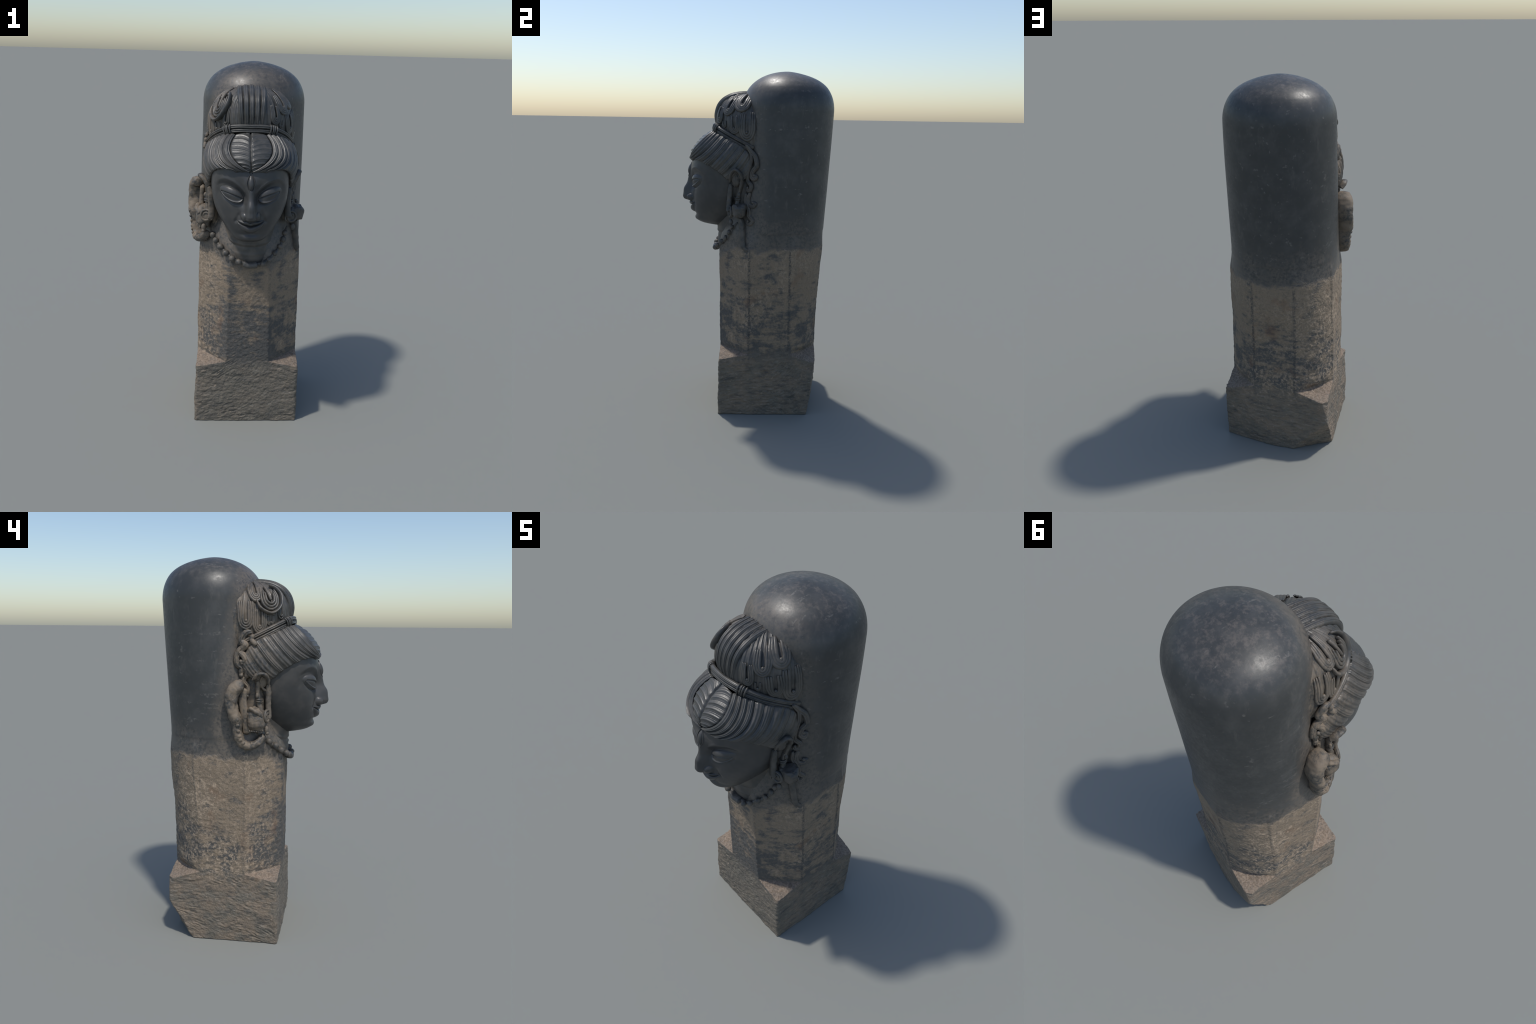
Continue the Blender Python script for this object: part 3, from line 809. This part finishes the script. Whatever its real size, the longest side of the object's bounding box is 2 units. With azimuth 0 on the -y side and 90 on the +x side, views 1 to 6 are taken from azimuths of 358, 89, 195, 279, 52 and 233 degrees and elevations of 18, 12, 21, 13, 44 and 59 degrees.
def lock(pts, rad, lift=.003, twin=True, curl=True, knob=.0):
    c = curve(pts, 80); N = shaft_out(c)
    N = N * np.array([1, 1, 1]); N[:, 0] *= 1.2; N /= np.linalg.norm(N, axis=1, keepdims=True)
    c = c + N * lift
    B = Builder()
    r = rad * swell(80, .12, .25, .45)
    B.tube(c, r * 1.25, r, N, k=14, power=2.2)
    if twin:
        t = np.gradient(c, axis=0); t /= np.linalg.norm(t, axis=1, keepdims=True)
        sd = np.cross(t, N)
        for q in (-.45, .45):
            B.tube(c + sd * (r * q)[:, None] + N * (r * .72)[:, None], r * .42, r * .42, N, k=10)
    if knob > 0:
        B.ball(c[-1] + N[-1] * knob * .35, (knob,) * 3, nu=16, nv=10)
    B.make('hair_lock', MAT_RELIEF, hair)

# +x side
lock([(.246, -.060, 1.590), (.247, -.031, 1.552), (.262, -.008, 1.526), (.271, .000, 1.478), (.259, -.020, 1.448), (.256, -.027, 1.415), (.266, -.012, 1.404), (.270, -.004, 1.416), (.262, -.014, 1.424)], .0115, knob=.009)
lock([(.249, -.036, 1.570), (.251, -.029, 1.508), (.246, -.048, 1.437), (.243, -.048, 1.392), (.258, -.030, 1.366), (.256, -.035, 1.340), (.244, -.050, 1.340), (.246, -.048, 1.352)], .010, knob=.009)
lock([(.258, -.036, 1.325), (.252, -.046, 1.290), (.258, -.040, 1.258), (.272, -.018, 1.250), (.279, -.006, 1.264), (.272, -.018, 1.272)], .010, knob=.009)
lock([(.244, -.058, 1.320), (.243, -.058, 1.278), (.255, -.049, 1.250), (.263, -.041, 1.222), (.266, -.040, 1.194), (.279, -.020, 1.171), (.275, -.033, 1.150), (.265, -.048, 1.154), (.266, -.046, 1.165)], .0105, knob=.009)
# -x side: thick corkscrew locks
lock([(-.207, -.062, 1.625), (-.207, -.033, 1.619), (-.206, -.012, 1.585), (-.214, -.034, 1.562), (-.208, -.016, 1.545), (-.207, -.002, 1.530), (-.212, -.024, 1.512), (-.214, -.034, 1.490), (-.212, -.020, 1.474), (-.211, -.010, 1.482)], .0135, lift=.006, knob=.011)
lock([(-.205, .002, 1.540), (-.209, .010, 1.500), (-.209, .006, 1.469), (-.203, -.014, 1.451), (-.203, -.012, 1.430), (-.204, -.010, 1.414)], .0125, lift=.006, knob=.012)
lock([(-.214, -.072, 1.612), (-.216, -.066, 1.588), (-.220, -.082, 1.572), (-.222, -.092, 1.562)], .010, lift=.002, twin=False)
lock([(-.196, -.030, 1.412), (-.198, -.022, 1.384), (-.190, -.040, 1.360), (-.192, -.044, 1.330), (-.194, -.040, 1.310)], .012, lift=.004, knob=.010)
lock([(-.215, -.040, 1.455), (-.206, -.042, 1.425), (-.200, -.038, 1.40)], .012, lift=.004, twin=False)

# ------------------------------------------------------------------- ears
def roughen(ob, amp, freq, seed):
    me = ob.data; n = len(me.vertices)
    co = np.zeros(n * 3); me.vertices.foreach_get('co', co); co = co.reshape(-1, 3)
    nr = np.zeros(n * 3); me.vertices.foreach_get('normal', nr); nr = nr.reshape(-1, 3)
    co = co + nr * (amp * fbm(co[:, 0]*freq, co[:, 1]*freq, co[:, 2]*freq, seed, 4))[:, None]
    me.vertices.foreach_set('co', co.ravel()); me.update()

def build_ear(sg):
    B = Builder()
    if sg > 0:
        rim = [(.218, -.150, 1.385), (.240, -.148, 1.420), (.262, -.128, 1.452), (.266, -.104, 1.446), (.252, -.086, 1.410), (.236, -.086, 1.372), (.226, -.094, 1.335), (.222, -.098, 1.290)]
        inner = [(.240, -.122, 1.432), (.240, -.110, 1.412), (.232, -.112, 1.380), (.224, -.122, 1.362), (.216, -.136, 1.368), (.214, -.144, 1.384)]
        front = [(.214, -.146, 1.372), (.212, -.150, 1.330), (.212, -.154, 1.285), (.214, -.158, 1.240), (.220, -.160, 1.212)]
        back = [(.224, -.097, 1.330), (.224, -.104, 1.290), (.230, -.112, 1.250), (.236, -.125, 1.215)]
    else:
        rim = [(-.196, -.150, 1.375), (-.212, -.148, 1.402), (-.236, -.128, 1.424), (-.240, -.100, 1.420), (-.226, -.076, 1.398)]
        inner = [(-.218, -.122, 1.412), (-.206, -.110, 1.385), (-.198, -.122, 1.350), (-.192, -.140, 1.340), (-.190, -.146, 1.356)]
        front = [(-.190, -.147, 1.370), (-.186, -.148, 1.320), (-.184, -.148, 1.270), (-.184, -.150, 1.225), (-.188, -.152, 1.195)]
        back = [(-.208, -.098, 1.385), (-.204, -.096, 1.340), (-.204, -.100, 1.290), (-.204, -.112, 1.245), (-.206, -.128, 1.215)]
    if sg > 0: rim, inner, front, back = [[(x + .008, y, z) for x, y, z in q] for q in (rim, inner, front, back)]
    up = (sg, -.25, .1)
    c = curve(rim, 60); B.tube(c, .0100 * swell(60, .1, .2, .5), .018, up, k=14)
    c = curve(inner, 50); B.tube(c, .0075 * swell(50, .2, .2, .5), .010, up, k=12)
    c = curve(front, 50); B.tube(c, .0150 * swell(50, .2, .1, .5), .018, up, k=14, power=2.8)
    c = curve(back, 50); B.tube(c, .0125 * swell(50, .2, .1, .5), .015, up, k=14, power=2.8)
    # concha plate
    if sg > 0: B.ball((.234, -.115, 1.405), (.020, .032, .050))
    else: B.ball((-.196, -.112, 1.388), (.018, .034, .040))
    B.ball((.016 + sg * .186, -.066, 1.275), (.030, .062, .150), nu=28, nv=20)
    ear = B.make('ear', MAT_RELIEF, root); roughen(ear, .003, 55, 66)
    # tie ring on the stretched lobe
    T = Builder()
    base = np.array(back[2 if sg < 0 else 1]) + np.array([sg * .002, -.004, 0])
    for dz in (-.006, .004):
        a = np.linspace(0, 2*math.pi, 28)
        T.tube(base + np.stack([.0155 * np.cos(a), .0150 * np.sin(a), dz + .002 * np.sin(a)], -1), .0042, .0042, (0, 0, 1), k=10)
    T.ball(base + np.array([sg * .012, .008, .022]), (.010, .009, .015))
    T.make('lobe_ring', MAT_RELIEF, ear)
    return ear
ear_right = build_ear(1); ear_left = build_ear(-1)

# --------------------------------------------------------------- ear ornaments
def spiral_disc(c, sg, parent, r=.036):
    nrm = np.array([sg * .30, -1, .05]); nrm /= np.linalg.norm(nrm)
    e1 = np.cross(nrm, [0, 0, 1]); e1 /= np.linalg.norm(e1); e2 = np.cross(e1, nrm)
    if e2[2] < 0: e2 = -e2
    if e1[0] * sg < 0: e1 = -e1      # e1 points outwards
    a = np.linspace(math.radians(60), math.radians(60 + 590), 120)   # from the top, outwards, down and round
    rr = r * (1 - .62 * np.linspace(0, 1, 120))
    # outer end at the inner-lower side near the jaw
    ang = np.linspace(math.radians(-35), math.radians(-35 + 560), 120)
    pts = np.array(c) + np.outer(rr * np.cos(ang), e1 * -1) + np.outer(rr * np.sin(ang), -e2)
    pts = np.array(c) + np.outer(rr * -np.cos(ang), e1) + np.outer(rr * np.sin(ang), e2) * np.sign(1)
    B = Builder()
    B.tube(pts, .0068 * swell(120, .1, .05, .6), .008, nrm, k=12)
    B.ball(np.array(c) - nrm * .006, (1, 1, 1), axes=np.stack([e1 * r * .95, e2 * r * .95, nrm * .010]))
    return B.make('ear_spiral', MAT_RELIEF, parent)

def build_ornaments():
    # -x side: the large, nearly whole pendant: beast body, scrolled trunk
    B = Builder()
    c = curve([(-.222, -.084, 1.246), (-.226, -.088, 1.215), (-.228, -.094, 1.180), (-.224, -.098, 1.146)], 40)
    B.tube(c, pchip([0, .3, .7, 1], [.030, .044, .046, .034], np.linspace(0, 1, 40)), pchip([0, .3, .7, 1], [.032, .040, .042, .030], np.linspace(0, 1, 40)), (-1, 0, 0), k=40, power=3.2)
    B.tube(curve([(-.236, -.052, 1.245), (-.258, -.072, 1.252), (-.262, -.100, 1.238), (-.250, -.124, 1.215)], 30), .010, .012, (-1, 0, 0), k=12)
    body = B.make('ear_pendant', MAT_RELIEF, root); roughen(body, .006, 42, 60)
    spiral_disc((-.213, -.146, 1.210), -1, body, .037)
    path = [(-.205, -.128, 1.112), (-.232, -.104, 1.080), (-.248, -.066, 1.066), (-.260, -.034, 1.076), (-.264, -.012, 1.104), (-.264, -.004, 1.140),
            (-.267, -.002, 1.182), (-.270, .006, 1.215), (-.271, .020, 1.250), (-.270, .026, 1.285), (-.268, .020, 1.322), (-.262, .004, 1.352), (-.256, -.012, 1.366), (-.248, -.026, 1.362)]
    c = curve(path, 140)
    t = np.linspace(0, 1, 140)
    rw = pchip([0, .15, .35, .5, .65, .8, .93, 1], [.016, .021, .024, .025, .030, .034, .032, .020], t)
    rh = pchip([0, .15, .35, .5, .65, .8, .93, 1], [.018, .032, .038, .044, .046, .046, .040, .024], t)
    B = Builder(); B.tube(c, rw, rh, (-1, 0, 0), k=28, power=2.5)
    trunk = B.make('pendant_trunk', MAT_RELIEF, body); roughen(trunk, .0075, 34, 61)
    # ladder plates along the inner face of the scroll
    tan = np.gradient(c, axis=0); tan /= np.linalg.norm(tan, axis=1, keepdims=True)
    inn = np.cross(tan, np.array([-1, 0, 0])); 
    if inn[50, 1] > 0: inn = -inn
    for k in range(9):
        i = int(10 + k * 7.5)
        B = Builder()
        ctr = c[i] + inn[i] * rw[i] * .45 + np.array([-1, 0, 0]) * rh[i] * .90
        B.ball(ctr, (1, 1, 1), axes=np.stack([tan[i] * .0088, inn[i] * .0115, np.array([-1, 0, 0]) * .0065]), nu=14, nv=8)
        B.make('trunk_plate', MAT_RELIEF, body)
    # flat inner fin joining trunk and body
    B = Builder(); B.tube(curve([(-.236, -.030, 1.345), (-.240, -.026, 1.29), (-.242, -.036, 1.235), (-.240, -.044, 1.18), (-.236, -.048, 1.13)], 40), .021, .014, (-1, 0, 0), k=14, power=3.5)
    B.make('pendant_fin', MAT_RELIEF, body)
    # jaw knob and rows of tiny pearls
    B = Builder(); B.ball((-.226, -.146, 1.146), (.013, .012, .020)); B.ball((-.228, -.150, 1.128), (.010, .010, .010))
    B.make('pendant_knob', MAT_RELIEF, body)
    B = Builder()
    for k in range(8):
        a = k / 7
        B.ball((-.258 + .012 * a, -.118 + .004 * math.sin(a * 3) - .012 * a, 1.205 - .062 * a), (.0042,) * 3, nu=10, nv=6)
        B.ball((-.264 + .020 * a, -.066 - .058 * a, 1.142 - .006 * a), (.0045,) * 3, nu=10, nv=6)
        B.ball((-.246, -.128, 1.20 - .05 * a), (.004,) * 3, nu=10, nv=6)
    B.make('pendant_pearls', MAT_RELIEF, body, kind='stuff')
    # +x side: broken pendant, only a stump and a strip remain
    B = Builder()
    c = curve([(.225, -.100, 1.218), (.250, -.101, 1.222), (.276, -.100, 1.226), (.300, -.096, 1.226)], 40)
    B.tube(c, pchip([0, .3, .7, 1], [.030, .040, .038, .028], np.linspace(0, 1, 40)), .036, (0, 0, 1), k=40, power=4.5)
    B.ball((.284, -.098, 1.240), (.030, .034, .020), nu=30, nv=18)
    B.ball((.276, -.098, 1.203), (.030, .032, .019), nu=30, nv=18)
    stump = B.make('ear_pendant', MAT_RELIEF, root); roughen(stump, .011, 30, 62)
    spiral_disc((.242, -.150, 1.212), 1, stump, .036)
    B = Builder(); B.ball((.252, -.146, 1.156), (.013, .012, .018)); B.make('pendant_knob', MAT_RELIEF, stump)
    strip = curve([(.262, -.090, 1.180), (.268, -.082, 1.130), (.274, -.078, 1.075), (.279, -.073, 1.030), (.284, -.062, 1.010), (.292, -.044, .997)], 60)
    B = Builder(); B.tube(strip, .016 * swell(60, .1, .3, .4), .022 * swell(60, 0, .3, .3), (1, -.5, 0), k=16, power=2.6)
    st = B.make('pendant_strip', MAT_RELIEF, stump); roughen(st, .003, 50, 63)
build_ornaments()

# --------------------------------------------------------------- necklace
def build_necklace():
    beads = [(-.178, -.122, 1.100), (-.160, -.146, 1.075), (-.135, -.176, 1.048), (-.106, -.203, 1.022), (-.072, -.226, 1.000), (-.037, -.238, .984),
             (.094, -.238, .976), (.128, -.224, .997), (.161, -.200, 1.025), (.187, -.174, 1.053), (.204, -.152, 1.088), (.213, -.134, 1.120)]
    cord = [(-.19, -.09, 1.125)] + beads[:6] + [(0, -.240, .974), (.03, -.242, .969), (.06, -.241, .970)] + beads[6:] + [(.222, -.11, 1.145)]
    c = curve(cord, 160)
    B = Builder(); B.tube(c + np.array([0, .008, 0]), .009, .012, (0, -1, 0), k=12)
    neck = B.make('necklace', MAT_RELIEF, root)
    B = Builder(); B.ball((0, 0, 0), (.0180, .0180, .0180), nu=24, nv=16)
    proto = B.make('bead', MAT_RELIEF, neck); roughen(proto, .0012, 120, 64)
    rg = np.random.default_rng(3)
    for i, b in enumerate(beads):
        o = proto if i == 0 else proto.copy()
        if i: COL.objects.link(o); o.parent = neck
        worn = .88 if b[0] > .05 else 1.0
        s = worn * (.94 + .12 * rg.random())
        o.location = (b[0] * 1.0, b[1] - .006, b[2]); o.scale = (s, s * (.8 if b[0] > .05 else 1.0), s); o.rotation_euler = tuple(rg.random(3) * 6.28)
    # chipped oblong centre bead
    B = Builder(); B.tube(curve([(-.008, -.240, .974), (.014, -.243, .968), (.036, -.243, .967), (.060, -.241, .970)], 40), .0145, .019, (0, -1, 0), k=20, power=3.2)
    pl = B.make('centre_bead', MAT_RELIEF, neck); roughen(pl, .003, 60, 65)
build_necklace()
